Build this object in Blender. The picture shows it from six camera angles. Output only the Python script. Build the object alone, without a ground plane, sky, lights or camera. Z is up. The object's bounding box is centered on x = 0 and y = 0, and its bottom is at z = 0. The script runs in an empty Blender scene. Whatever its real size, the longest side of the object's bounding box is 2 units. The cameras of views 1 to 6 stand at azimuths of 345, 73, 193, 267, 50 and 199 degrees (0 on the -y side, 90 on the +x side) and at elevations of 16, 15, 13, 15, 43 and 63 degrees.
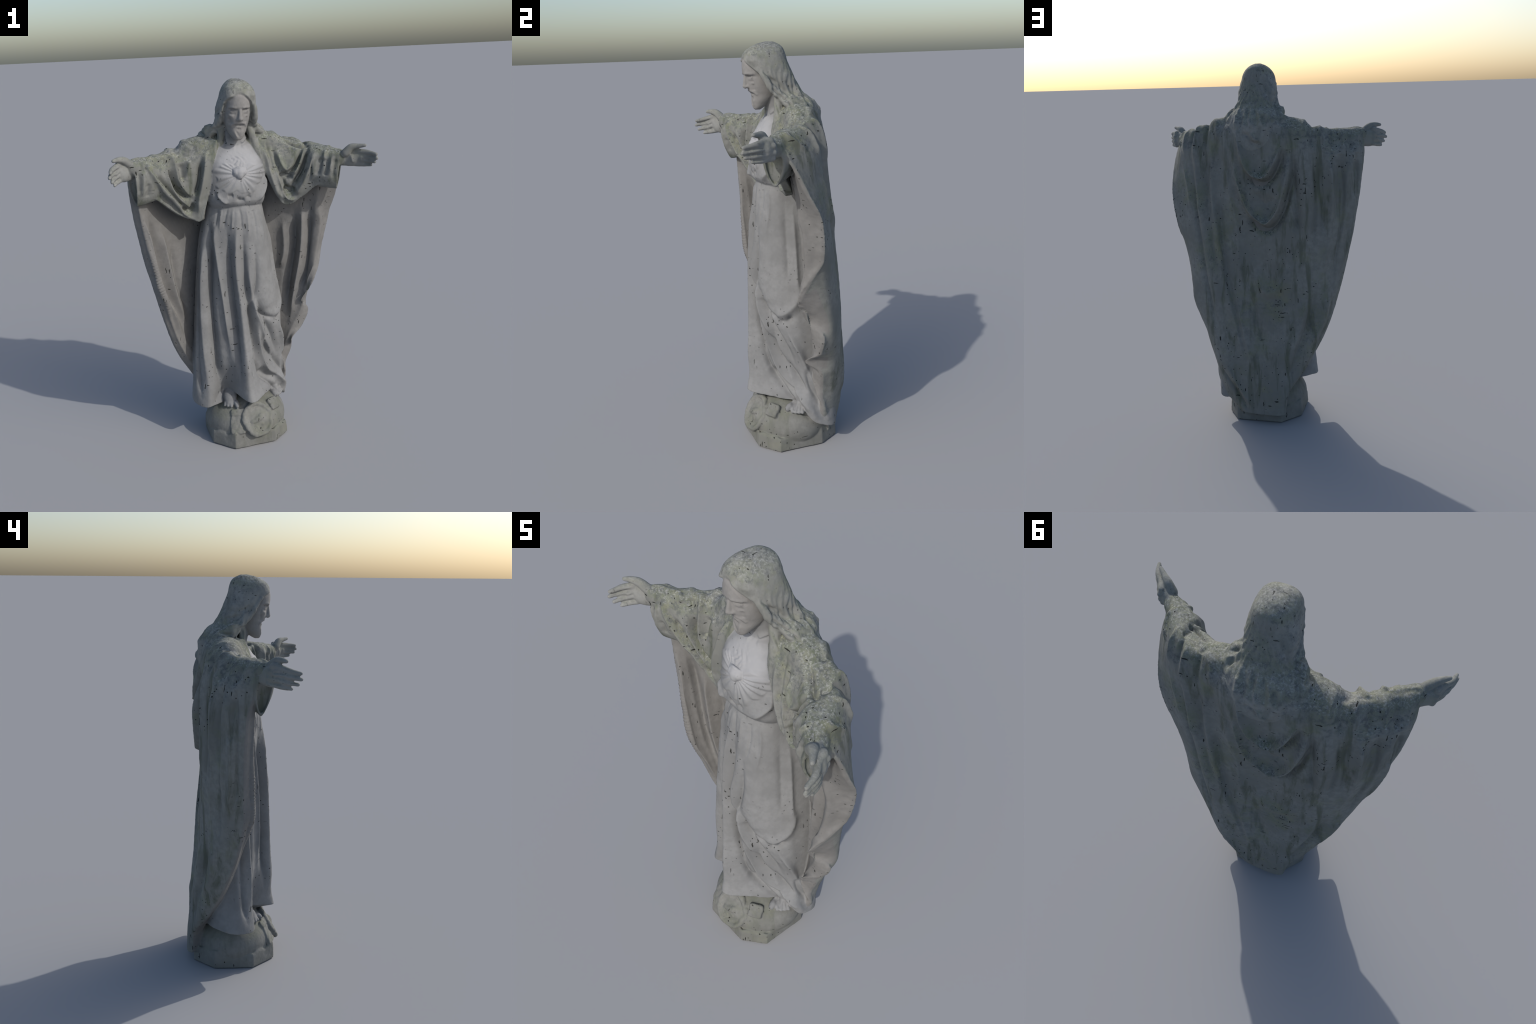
import bpy, bmesh, math
import numpy as np
from mathutils import Vector
from mathutils.bvhtree import BVHTree

VOXEL = 0.0034
RNG = np.random.default_rng(7)

# ------------------------------------------------------------------ curves
def crom(P, n, closed=False):
    """Catmull-Rom (centripetal-ish, uniform) curve through rows of P, n samples."""
    P = np.asarray(P, float)
    m = len(P)
    if closed:
        t = np.arange(n) / n * m
        i = np.floor(t).astype(int) % m
        idx = [(i - 1) % m, i, (i + 1) % m, (i + 2) % m]
        f = (t - np.floor(t))
        A = [P[j] for j in idx]
    else:
        Q = np.concatenate([[2 * P[0] - P[1]], P, [2 * P[-1] - P[-2]]])
        t = np.linspace(0, m - 1, n)
        i = np.minimum(np.floor(t).astype(int), m - 2)
        f = t - i
        A = [Q[i + k] for k in range(4)]
    f = f.reshape((-1,) + (1,) * (P.ndim - 1))
    return 0.5 * (2 * A[1] + (A[2] - A[0]) * f + (2 * A[0] - 5 * A[1] + 4 * A[2] - A[3]) * f ** 2
                  + (3 * A[1] - A[0] - 3 * A[2] + A[3]) * f ** 3)

def table(x, xs, rows):
    """smooth (cubic Hermite) interpolation of table rows at x (xs ascending)."""
    xs = np.asarray(xs, float); R = np.asarray(rows, float)
    if R.ndim == 1: R = R[:, None]
    x = np.clip(np.asarray(x, float), xs[0], xs[-1])
    h = np.diff(xs)[:, None]; d = np.diff(R, axis=0) / h
    mid = np.where(d[1:] * d[:-1] > 0, 2 * d[1:] * d[:-1] / (d[1:] + d[:-1] + 1e-12), 0)
    m = np.concatenate([d[:1], mid, d[-1:]])
    i = np.clip(np.searchsorted(xs, x, 'right') - 1, 0, len(xs) - 2)
    t = ((x - xs[i]) / np.diff(xs)[i])[:, None]; hh = h[i]
    return ((1 + 2 * t) * (1 - t) ** 2 * R[i] + t * (1 - t) ** 2 * hh * m[i]
            + t * t * (3 - 2 * t) * R[i + 1] + t * t * (t - 1) * hh * m[i + 1])

def unit(v):
    v = np.asarray(v, float)
    return v / (np.linalg.norm(v, axis=-1, keepdims=True) + 1e-12)

# ------------------------------------------------------------------ solids
SOURCES = []          # (part name, vertices, faces)

def add(part, V, F):
    SOURCES.append((part, np.asarray(V, float), F))

def loft(part, rings):
    """closed solid through closed rings (n, m, 3)."""
    R = np.asarray(rings, float); n, m, _ = R.shape
    V = np.concatenate([R.reshape(-1, 3), [R[0].mean(0)], [R[-1].mean(0)]])
    F = []
    for i in range(n - 1):
        for j in range(m):
            k = (j + 1) % m
            F.append((i * m + j, i * m + k, (i + 1) * m + k, (i + 1) * m + j))
    for j in range(m):
        k = (j + 1) % m
        F.append((n * m, k, j))
        F.append((n * m + 1, (n - 1) * m + j, (n - 1) * m + k))
    add(part, V, F)

def tube(part, pts, rad, squash=(1, 1), up=(0, 0, 1), n=28, m=16, caps=True):
    """round-ended limb along pts with radii rad; squash scales (side, up) radii."""
    P = np.asarray(pts, float); rad = np.asarray(rad, float)
    C = crom(P, n); r = crom(rad[:, None], n)[:, 0]
    T = unit(np.gradient(C, axis=0))
    if caps:
        e = np.array([0.98, 0.85, 0.6, 0.25])
        def cap(c, t, rr):
            return [c + t * rr * q for q in e[::-1]], [rr * math.sqrt(1 - q * q) for q in e[::-1]]
        c1, r1 = cap(C[-1], T[-1], r[-1]); c0, r0 = cap(C[0], -T[0], r[0])
        C = np.concatenate([c0[::-1], C, c1]); r = np.concatenate([r0[::-1], r, r1])
        T = np.concatenate([np.repeat(T[:1], 4, 0), T, np.repeat(T[-1:], 4, 0)])
    S = unit(np.cross(T, np.asarray(up, float))); U = np.cross(S, T)
    a = np.arange(m) / m * 2 * math.pi
    rings = (C[:, None] + r[:, None, None] * (np.cos(a)[None, :, None] * S[:, None] * squash[0]
             + np.sin(a)[None, :, None] * U[:, None] * squash[1]))
    loft(part, rings)

def ball(part, c, r, rot=None, m=32, p=2.0):
    th = np.linspace(0.02, math.pi - 0.02, m // 2 + 4); ph = np.arange(m) / m * 2 * math.pi
    s = lambda v: np.sign(v) * np.abs(v) ** (2 / p)
    X = np.stack([s(np.sin(th))[:, None] * s(np.cos(ph)), s(np.sin(th))[:, None] * s(np.sin(ph)),
                  np.repeat(s(np.cos(th))[:, None], m, 1)], -1) * np.asarray(r, float)
    if rot is not None: X = X @ np.asarray(rot, float).T
    loft(part, X + np.asarray(c, float))

def sheet(part, G, thick, out, into=None):
    """cloth: grid of points G (n, m, 3) on the side facing 'out'; thick is a number or one per column."""
    G = np.asarray(G, float); n, m, _ = G.shape
    N = unit(np.cross(np.gradient(G, axis=0), np.gradient(G, axis=1)))
    if (N @ np.asarray(out, float)).mean() < 0: N = -N
    t = np.broadcast_to(np.asarray(thick, float), (n, m))
    B = G - N * t[..., None] if into is None else G + np.asarray(into, float) * t[..., None]
    V = np.concatenate([G.reshape(-1, 3), B.reshape(-1, 3)]); o = n * m
    F = []
    ix = lambda i, j: i * m + j
    for i in range(n - 1):
        for j in range(m - 1):
            q = (ix(i, j), ix(i, j + 1), ix(i + 1, j + 1), ix(i + 1, j))
            F.append(q); F.append(tuple(o + k for k in q[::-1]))
    edge = [ix(0, j) for j in range(m)] + [ix(i, m - 1) for i in range(1, n)] + \
           [ix(n - 1, j) for j in range(m - 2, -1, -1)] + [ix(i, 0) for i in range(n - 2, 0, -1)]
    for a, b in zip(edge, edge[1:] + edge[:1]):
        F.append((b, a, o + a, o + b))
    add(part, V, F)

# ------------------------------------------------------------------ plinth and globe
OCT = np.array([(-.114, -.148), (.122, -.143), (.216, -.055), (.208, .175), (.140, .277), (-.122, .279),
                (-.219, .168), (-.218, -.036)])
ring = []
for a, b in zip(OCT, np.roll(OCT, -1, 0)):
    for t in np.linspace(0, 1, 24, endpoint=False): ring.append(a + (b - a) * t)
ring = np.array(ring); s = np.arange(len(ring)) / len(ring) * 2 * math.pi
ctr = np.array([0., .065])
top = .086 + .010 * np.sin(3 * s + 1.0) + .006 * np.sin(7 * s) + .004 * np.sin(13 * s + 2)
rings = []
for f, sc, extra in [(0, 1.0, 0), (.5, .995, 0), (.85, .985, 0), (1.0, .965, 0), (1.0, .90, -.004), (1.0, .75, -.012)]:
    z = top * f + extra
    rings.append(np.c_[ctr + (ring - ctr) * sc, z])
loft('base', rings)
ball('globe', (.003, .066, .102), (.229, .214, .158), m=64)

# coiled ring with a small emblem at the front of the globe, and the slabs beside it
RC = np.array([.022, -.108, .140]); RN = unit([.16, -.86, .48])
RC = RC + RN * .004
RX = unit(np.cross([0, 0, 1], RN)); RX = -RX if RX[0] < 0 else RX
RU = np.cross(RN, RX); RU = RU if RU[2] > 0 else -RU
ang = np.linspace(0, 2 * math.pi, 40, endpoint=False)
def hoop(part, r, rr, lift, wob=0.0, sy=1.0):
    a = np.linspace(0, 2 * math.pi, 41)
    q = r * (1 + wob * np.sin(5 * a))
    pts = RC + np.outer(q * np.cos(a), RX) + np.outer(sy * q * np.sin(a), RU) + RN * lift
    tube(part, pts, np.full(41, rr), n=90, m=12, up=RN, caps=False)
ball('globe', RC - RN * .035, (.092, .092, .036), rot=np.stack([RX, RU, RN], 1), m=40)
hoop('wreath', .079, .0150, .012, .03, 1.08)
hoop('wreath', .060, .0095, .010, -.05, 1.05)
tube('wreath', [RC + RX * -.035 + RU * -.01 + RN * .01, RC + RU * .005 + RX * .01 + RN * .018, RC + RX * .03 + RU * .03 + RN * .01],
     [.016, .02, .012])
tube('wreath', [RC + RX * .01 + RU * .03 + RN * .012, RC + RX * .02 + RU * -.03 + RN * .016], [.012, .01])
tube('wreath', [RC + RX * -.045 + RU * -.02 + RN * .012, RC + RX * -.012 + RU * -.045 + RN * .012], [.009, .008])
def slab(part, c, ax, ay, az, h):
    z_ = unit(az); x_ = unit(np.asarray(ax) - z_ * (np.asarray(ax) @ z_)); R = np.stack([x_, np.cross(z_, x_), z_], 1)
    ball(part, c, h, rot=R, p=7, m=40)
slab('scroll', (.131, -.060, .194), (.85, .5, 0), None, (.45, -.60, .66), (.034, .034, .018))
slab('scroll', (-.083, -.108, .124), (1, -.30, 0), None, (-.30, -.86, .42), (.044, .050, .024))
slab('scroll', (-.077, -.083, .184), (1, -.25, 0), None, (-.22, -.72, .66), (.040, .020, .020))

# ------------------------------------------------------------------ tunic
SK_Z = [.215, .34, .47, .70, .95, 1.16, 1.30, 1.36]
SKIRT = [
 [(-.240, .20), (-.299, .065), (-.228, -.042), (-.118, .030), (-.015, -.153), (.105, -.045), (.190, .055), (.262, .118), (.20, .25)],
 [(-.235, .20), (-.286, .062), (-.226, -.034), (-.115, -.025), (-.018, -.142), (.098, -.045), (.198, .025), (.255, .105), (.20, .25)],
 [(-.23, .19), (-.274, .060), (-.224, -.026), (-.112, -.050), (-.022, -.131), (.090, -.052), (.188, .010), (.240, .090), (.20, .24)],
 [(-.22, .18), (-.254, .055), (-.214, -.020), (-.108, -.062), (-.026, -.118), (.080, -.090), (.180, -.040), (.236, .065), (.20, .22)],
 [(-.20, .17), (-.230, .055), (-.198, -.014), (-.112, -.060), (-.036, -.108), (.070, -.100), (.155, -.040), (.205, .055), (.18, .20)],
 [(-.18, .16), (-.198, .055), (-.174, -.010), (-.108, -.056), (-.026, -.094), (.066, -.086), (.138, -.040), (.180, .045), (.16, .18)],
 [(-.15, .15), (-.166, .055), (-.144, -.002), (-.088, -.048), (-.010, -.074), (.062, -.064), (.124, -.028), (.156, .045), (.14, .16)],
 [(-.14, .14), (-.155, .055), (-.130, .002), (-.078, -.038), (.000, -.060), (.062, -.050), (.118, -.020), (.146, .045), (.13, .15)]]
SKIRT = np.array(SKIRT)
SKIRT[1:6, 2:7, 1] += .012                      # leave room for the rolls carved later
SKIRT[4:6, 5:7, 1] -= .012
SKIRT[0:3, 5, 1] += .010
SKIRT[:, 0] += np.array([.025, -.01])
zs = np.concatenate([[.215, .22, .235], np.linspace(.26, 1.36, 46)])
M = 160
K = np.stack([crom(r, M, closed=True) for r in SKIRT])
rings = table(zs, SK_Z, K.reshape(len(SK_Z), -1)).reshape(len(zs), M, 2)
HEM = crom(np.array([.245, .234, .226, .296, .268, .252, .240, .158, .12])[:, None], M, closed=True)[:, 0]
rg = []
for z, r in zip(zs, rings):
    g = np.clip((z - .215) / .35, 0, 1) ** 0.9
    zz = HEM + (z - .215) * (.565 - HEM) / .35 if z < .565 else np.full(M, z)
    rg.append(np.c_[r, zz])
loft('tunic', rg)

CH = [  # z, centre x, half width, front y, back y
 (1.345, .004, .148, -.052, .15), (1.362, .004, .152, -.072, .15), (1.385, .004, .156, -.086, .16), (1.42, .005, .160, -.088, .17),
 (1.47, .006, .165, -.080, .18), (1.53, .006, .168, -.070, .19), (1.58, .006, .165, -.056, .19), (1.62, .006, .160, -.030, .19),
 (1.655, .007, .150, -.002, .18), (1.69, .008, .125, .03, .17)]
CH = np.array(CH); zz = np.linspace(CH[0, 0], CH[-1, 0], 30); T = table(zz, CH[:, 0], CH[:, 1:])
a = np.arange(96) / 96 * 2 * math.pi
def oval(c, hw, yf, yb, z, p=2.4, pf=None):
    co, si = np.cos(a), np.sin(a)
    pw = np.where(si < 0, pf or p, p)
    x = c + hw * np.sign(co) * np.abs(co) ** (2 / pw)
    y = (yf + yb) / 2 + (yb - yf) / 2 * np.sign(si) * np.abs(si) ** (2 / pw)
    return np.c_[x, y, np.full(len(a), z)]
loft('torso', [oval(t[0], t[1], t[2], t[3], z) for z, t in zip(zz, T)])

# ------------------------------------------------------------------ cloak
CL_Z = [.050, .16, .33, .55, .73, .92, 1.14, 1.36, 1.52, 1.62]
CLOAK = [
 [(-.150, .285), (-.146, .300), (-.128, .314), (-.06, .318), (.0, .314), (.05, .310), (.075, .304), (.088, .296), (.094, .284)],
 [(-.165, .280), (-.155, .298), (-.11, .312), (-.05, .314), (.0, .308), (.07, .304), (.15, .288), (.22, .238), (.262, .165)],
 [(-.268, .195), (-.25, .232), (-.20, .265), (-.10, .292), (.0, .288), (.11, .296), (.205, .296), (.270, .220), (.284, .15)],
 [(-.376, .106), (-.356, .158), (-.30, .208), (-.17, .258), (.0, .258), (.14, .274), (.248, .276), (.345, .194), (.358, .12)],
 [(-.428, .052), (-.415, .112), (-.36, .177), (-.20, .240), (.0, .235), (.15, .258), (.265, .262), (.415, .156), (.400, .07)],
 [(-.472, .025), (-.463, .080), (-.405, .148), (-.23, .228), (.0, .216), (.16, .236), (.285, .242), (.438, .130), (.450, .03)],
 [(-.517, .028), (-.508, .076), (-.445, .138), (-.25, .222), (.0, .216), (.17, .218), (.290, .218), (.470, .114), (.526, .060)],
 [(-.549, .021), (-.538, .060), (-.465, .126), (-.25, .220), (.0, .230), (.19, .204), (.350, .158), (.488, .072), (.562, -.02)],
 [(-.562, -.015), (-.541, .048), (-.465, .112), (-.26, .206), (.0, .232), (.18, .192), (.36, .142), (.482, .050), (.556, -.07)]]
TOPROWS = [
 [(-.556, -.018, 1.586), (-.505, .034, 1.586), (-.405, .108, 1.578), (-.255, .188, 1.612), (.0, .230, 1.62), (.17, .186, 1.632), (.33, .142, 1.600), (.455, .052, 1.580), (.548, -.068, 1.568)],
 [(-.548, -.052, 1.639), (-.503, -.030, 1.644), (-.402, .042, 1.645), (-.252, .126, 1.674), (.0, .182, 1.71), (.17, .124, 1.720), (.325, .090, 1.678), (.448, -.024, 1.646), (.545, -.126, 1.622)],
 [(-.542, -.068, 1.600), (-.497, -.048, 1.600), (-.400, .008, 1.600), (-.250, .084, 1.610), (.0, .10, 1.69), (.17, .088, 1.650), (.315, .036, 1.610), (.440, -.068, 1.590), (.532, -.148, 1.580)]]
CL_Z = CL_Z[:9] + [1.61, 1.68, 1.72]
rows = [[(x, y, z) for x, y in r] for r, z in zip(CLOAK, CL_Z)] + TOPROWS
K = np.stack([crom(r, 120) for r in np.asarray(rows, float)])
G = table(np.linspace(.055, 1.72, 124), CL_Z, K.reshape(len(CL_Z), -1)).reshape(124, 120, 3)
# the free edge on one side falls in a zigzag of folded hem
EZ = [.10, .20, .33, .45, .512, .572, .671, .755, .855, .978, 1.073, 1.243, 1.374, 1.50, 1.62]
EDGE = [(.0, .0), (.0, .0), (.0, .0), (.0, .0), (.302, .066), (.380, .108), (.424, .110), (.362, .048), (.410, .000), (.473, .038), (.508, .080),
        (.545, .062), (.563, -.004), (.0, .0), (.0, .0)]
zrow = G[:, -1, 2]
cur = G[:, -1, :2]
ed = np.array(EDGE); has = ed[:, 0] > 0
ed[~has] = np.stack([np.interp(np.array(EZ)[~has], zrow, cur[:, k]) for k in (0, 1)], 1)
dlt = table(zrow, EZ, ed) - cur
wcol = np.clip((np.linspace(-1, 1, 120) - .62) / .38, 0, 1) ** 2.6
G[:, :, :2] += dlt[:, None] * wcol[None, :, None]
cu = np.linspace(-1, 1, 120)
tr = np.interp(-cu, [-1, 0, .3, .6, .86, 1], [0, 0, .060, .078, .052, .0])
tl = np.interp(cu, [-1, 0, .3, .55, .76, .9, 1], [0, 0, .08, .10, .092, .042, .0])
th = .016 + (tr + tl)[None] * np.clip((1.56 - zrow) / .12, .4, 1)[:, None]
into = np.zeros_like(G)
into[..., 0] = -cu[None] * .55; into[..., 1] = -.85
into[..., 2] = -np.clip((zrow - 1.55) / .1, 0, 1)[:, None] * .8
sheet('cloak', G, th, (0, 1, 0), unit(into))
# upper back and shoulders
UB = np.array([(1.45, .0, .24, .03, .222), (1.55, .0, .235, .03, .230), (1.62, .0, .225, .02, .230), (1.66, .0, .205, .03, .222),
               (1.69, .0, .18, .04, .195), (1.715, .0, .14, .06, .16)])
zz = np.linspace(1.45, 1.715, 16); T = table(zz, UB[:, 0], UB[:, 1:])
loft('cloak', [oval(t[0], t[1], t[2], t[3], z) for z, t in zip(zz, T)])
ARM_R = [(-.12, .105, 1.635), (-.20, .100, 1.632), (-.27, .085, 1.597), (-.33, .062, 1.585), (-.42, .012, 1.590), (-.50, -.045, 1.596), (-.53, -.068, 1.600)]
ARM_L = [(.12, .095, 1.640), (.20, .085, 1.640), (.28, .060, 1.612), (.36, .000, 1.580), (.43, -.060, 1.586), (.50, -.125, 1.574), (.525, -.145, 1.572)]
tube('sleeve', ARM_R, [.083, .075, .062, .056, .052, .046, .042], n=50, m=28)
tube('sleeve', ARM_L, [.083, .075, .064, .058, .053, .046, .042], n=50, m=28)
# front panels hanging from neck and forearm: rows of (top, middle, bottom)
PAN_R = [[(-.085, .008, 1.698), (-.105, -.020, 1.625), (-.135, -.042, 1.50), (-.160, -.034, 1.39), (-.190, -.022, 1.292)],
         [(-.15, .095, 1.714), (-.168, .014, 1.635), (-.180, -.036, 1.50), (-.195, -.026, 1.39), (-.212, -.010, 1.278)],
         [(-.23, .092, 1.674), (-.240, .008, 1.600), (-.248, -.018, 1.50), (-.255, -.016, 1.40), (-.262, -.004, 1.310)],
         [(-.31, .068, 1.648), (-.315, -.002, 1.585), (-.32, -.034, 1.52), (-.325, -.038, 1.46), (-.33, -.038, 1.390)],
         [(-.40, .024, 1.648), (-.40, -.046, 1.595), (-.40, -.066, 1.56), (-.403, -.075, 1.525), (-.405, -.078, 1.490)],
         [(-.45, -.008, 1.647), (-.453, -.072, 1.61), (-.455, -.088, 1.595), (-.457, -.088, 1.58), (-.458, -.086, 1.565)]]
PAN_L = [[(.098, .008, 1.698), (.116, -.016, 1.625), (.150, -.032, 1.53), (.180, -.030, 1.46), (.218, -.026, 1.385)],
         [(.165, .090, 1.717), (.175, .004, 1.635), (.190, -.034, 1.52), (.216, -.034, 1.43), (.246, -.028, 1.338)],
         [(.24, .074, 1.695), (.245, -.010, 1.61), (.255, -.040, 1.50), (.272, -.036, 1.41), (.292, -.028, 1.325)],
         [(.32, .040, 1.660), (.325, -.044, 1.59), (.335, -.068, 1.50), (.345, -.066, 1.44), (.355, -.060, 1.370)],
         [(.40, -.018, 1.648), (.40, -.102, 1.580), (.41, -.118, 1.52), (.415, -.116, 1.47), (.420, -.110, 1.430)],
         [(.46, -.072, 1.640), (.466, -.150, 1.575), (.472, -.164, 1.53), (.474, -.156, 1.48), (.472, -.140, 1.432)]]
for PAN in (PAN_R, PAN_L):
    g = crom(np.stack([crom(r, 40) for r in np.asarray(PAN)]), 60)
    g[..., 1] += .010 * np.clip((1.62 - g[..., 2]) / .1, 0, 1)
    sheet('drape', g, .034, (0, -1, 0))
# lower layer of sleeve cloth hanging below the edge of one panel
UNDER = [[(-.455, -.055, 1.56), (-.452, -.058, 1.50), (-.440, -.050, 1.432)],
         [(-.41, -.030, 1.56), (-.412, -.046, 1.49), (-.415, -.040, 1.415)],
         [(-.34, .015, 1.54), (-.35, -.012, 1.44), (-.352, -.016, 1.360)],
         [(-.27, .04, 1.50), (-.285, .012, 1.39), (-.288, .002, 1.312)],
         [(-.20, .05, 1.48), (-.21, .028, 1.37), (-.214, .010, 1.285)]]
g = crom(np.stack([crom(r, 30) for r in np.asarray(UNDER)]), 40)
sheet('sleeve', g, .030, (0, -1, 0))
# open bell cuffs
def cuff(rows):
    """rows: (top, front, bottom, back) of the sleeve mouth section, from mouth inwards."""
    R = crom(np.stack([crom(r, 40, closed=True) for r in np.asarray(rows)]), 24)
    V = np.concatenate([R, R[::-1]])
    c = R.mean(1, keepdims=True)
    n = unit(R - c)
    inner = R - n * .014
    ring = np.concatenate([inner[::-1], R])
    m = 40; k = len(ring); F = []
    for i in range(k):
        i2 = (i + 1) % k
        for j in range(m):
            j2 = (j + 1) % m
            F.append((i * m + j, i * m + j2, i2 * m + j2, i2 * m + j))
    add('cuff', ring.reshape(-1, 3), F)
    loft('cuff', c[4:] + (R[4:] - c[4:]) * .93)      # cloth closes in round the forearm
cuff([[(-.540, -.068, 1.648), (-.528, -.106, 1.535), (-.530, -.050, 1.400), (-.562, -.022, 1.51)],
      [(-.500, -.050, 1.650), (-.480, -.098, 1.540), (-.480, -.040, 1.408), (-.518, .006, 1.51)],
      [(-.430, -.010, 1.645), (-.400, -.070, 1.540), (-.390, -.020, 1.430), (-.440, .045, 1.52)]])
cuff([[(.538, -.152, 1.622), (.506, -.186, 1.515), (.514, -.138, 1.410), (.552, -.105, 1.51)],
      [(.498, -.122, 1.626), (.460, -.165, 1.515), (.470, -.108, 1.415), (.520, -.060, 1.51)],
      [(.430, -.060, 1.630), (.390, -.115, 1.515), (.400, -.050, 1.430), (.460, .00, 1.51)]])

# ------------------------------------------------------------------ hands
def hand(W, mcp, tips, thumb, n):
    W, n = np.array(W, float), np.array(n, float)
    mcp, tips, thumb = [np.array(q, float) for q in (mcp, tips, thumb)]
    b_ = -n * .012
    tube('hand', [W + (W - mcp.mean(0)) * .8 + b_, W + b_, mcp.mean(0) * .5 + W * .5 + b_, mcp.mean(0) + b_ * .8, mcp.mean(0) * .8 + tips.mean(0) * .2 + b_ * .6],
         [.034, .036, .041, .036, .022], squash=(.62, 1.12), n=20, m=24)
    for k, (a, b) in enumerate(zip(mcp, tips)):
        a = a - n * .010
        mid = (a + b) / 2 - n * (.010 if k < 3 else .006)
        tube('hand', [a - (b - a) * .30 - n * .004, a, mid, b - unit(b - a) * .006], [.0150, .0148, .0128, .0085], n=14, m=12)
    tube('hand', thumb, [.022, .018, .013, .0085], n=16, m=12)
hand((-.541, -.068, 1.578), [(-.606, -.128, 1.622), (-.607, -.122, 1.598), (-.604, -.116, 1.573), (-.598, -.110, 1.551)],
     [(-.657, -.211, 1.602), (-.664, -.212, 1.579), (-.652, -.200, 1.556), (-.640, -.174, 1.536)],
     [(-.553, -.090, 1.625), (-.580, -.108, 1.646), (-.608, -.128, 1.653), (-.632, -.146, 1.651)], (.70, -.68, 0))
hand((.535, -.162, 1.573), [(.596, -.215, 1.610), (.600, -.210, 1.588), (.598, -.206, 1.564), (.594, -.202, 1.542)],
     [(.664, -.312, 1.599), (.665, -.317, 1.579), (.659, -.306, 1.560), (.653, -.276, 1.541)],
     [(.545, -.185, 1.602), (.572, -.206, 1.632), (.600, -.232, 1.638), (.624, -.255, 1.642)], (-.74, -.66, 0))

# heart on the chest
ball('heart', (-.008, -.070, 1.532), (.024, .024, .023)); ball('heart', (.021, -.070, 1.532), (.024, .024, .023))
tube('heart', [(.0065, -.072, 1.530), (.0068, -.074, 1.510), (.007, -.072, 1.495)], [.027, .021, .008], n=14)
tube('heart', [(-.026, -.070, 1.550), (.006, -.080, 1.558), (.038, -.070, 1.550)], [.005, .0065, .005], n=14, m=10)

# ------------------------------------------------------------------ neck and head
tube('neck', [(.012, .085, 1.60), (.014, .065, 1.66), (.015, .050, 1.72), (.018, .03, 1.78)], [.085, .066, .060, .06], n=20, m=28)
HD = np.array([  # z, centre x, half width, front y, back y
 (1.693, .014, .012, -.062, -.040), (1.700, .014, .022, -.070, -.028), (1.715, .014, .034, -.073, -.005), (1.735, .015, .046, -.075, .02),
 (1.760, .016, .056, -.077, .05), (1.780, .017, .062, -.087, .06), (1.800, .017, .066, -.095, .065), (1.825, .018, .069, -.100, .07),
 (1.845, .018, .070, -.104, .075), (1.860, .019, .071, -.116, .08), (1.885, .020, .071, -.119, .08), (1.915, .021, .068, -.117, .08),
 (1.94, .023, .060, -.104, .08), (1.965, .024, .045, -.075, .06)])
zz = np.linspace(HD[0, 0], HD[-1, 0], 60); T = table(zz, HD[:, 0], HD[:, 1:])
loft('head', [oval(t[0], t[1], t[2], t[3], z, 2.2) for z, t in zip(zz, T)])
# nose
tube('head', [(.018, -.102, 1.864), (.0175, -.107, 1.838), (.016, -.107, 1.814), (.0155, -.106, 1.804)], [.008, .0085, .0105, .0125], n=16, m=14)
ball('head', (.0155, -.109, 1.803), (.0095, .011, .008))
for sx in (-1, 1): ball('head', (.016 + sx * .011, -.096, 1.801), (.007, .012, .007))
for ex in (-.020, .055): ball('head', (ex, -.0845, 1.8425), (.0135, .011, .0075))
# hair: hood shaped mass
HR = np.array([  # z, centre x, half width, front y, back y
 (1.700, .020, .150, .070, .215), (1.730, .022, .135, .050, .195), (1.755, .024, .112, .020, .172), (1.785, .025, .100, .000, .150),
 (1.815, .025, .101, -.030, .132), (1.845, .025, .102, -.056, .118), (1.875, .026, .098, -.080, .106), (1.900, .027, .093, -.101, .096),
 (1.918, .027, .089, -.113, .090), (1.935, .027, .084, -.113, .087), (1.955, .027, .074, -.104, .081), (1.975, .026, .058, -.078, .070),
 (1.990, .024, .038, -.045, .050), (1.9995, .022, .014, -.005, .030)])
zz = np.linspace(HR[0, 0], HR[-1, 0], 70); T = table(zz, HR[:, 0], HR[:, 1:])
loft('hair', [oval(t[0], t[1], t[2], t[3], z, 2.35, 3.0) for z, t in zip(zz, T)])
# waves of hair framing the face
tube('hair', [(.098, -.066, 1.890), (.110, -.042, 1.845), (.115, -.020, 1.805), (.119, .006, 1.775), (.136, .034, 1.750)], [.010, .014, .017, .018, .016], n=28)
tube('hair', [(-.050, -.066, 1.890), (-.060, -.042, 1.845), (-.065, -.014, 1.805), (-.070, .014, 1.775), (-.086, .04, 1.75)], [.010, .013, .015, .016, .016], n=28)
# hair falling on the back and the rolled ends on the shoulders
BK = np.array([(1.50, .0, .070, .14, .222), (1.56, .0, .100, .12, .234), (1.62, .005, .125, .11, .240), (1.67, .01, .140, .09, .238), (1.72, .015, .140, .07, .210), (1.76, .02, .11, .04, .175)])
zz = np.linspace(1.50, 1.76, 24); T = table(zz, BK[:, 0], BK[:, 1:])
loft('hair', [oval(t[0], t[1], t[2], t[3], z) for z, t in zip(zz, T)])
tube('hair', [(.098, .005, 1.80), (.112, .015, 1.775), (.130, .035, 1.750), (.160, .055, 1.728), (.176, .075, 1.705)], [.016, .018, .021, .024, .020], n=24)
tube('hair', [(.115, .04, 1.745), (.148, .085, 1.728), (.158, .12, 1.705), (.13, .17, 1.66)], [.028, .032, .030, .03], n=24)
tube('hair', [(.095, .03, 1.75), (.108, .02, 1.70), (.122, .008, 1.66), (.128, .002, 1.625)], [.022, .020, .016, .009], n=24)
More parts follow.
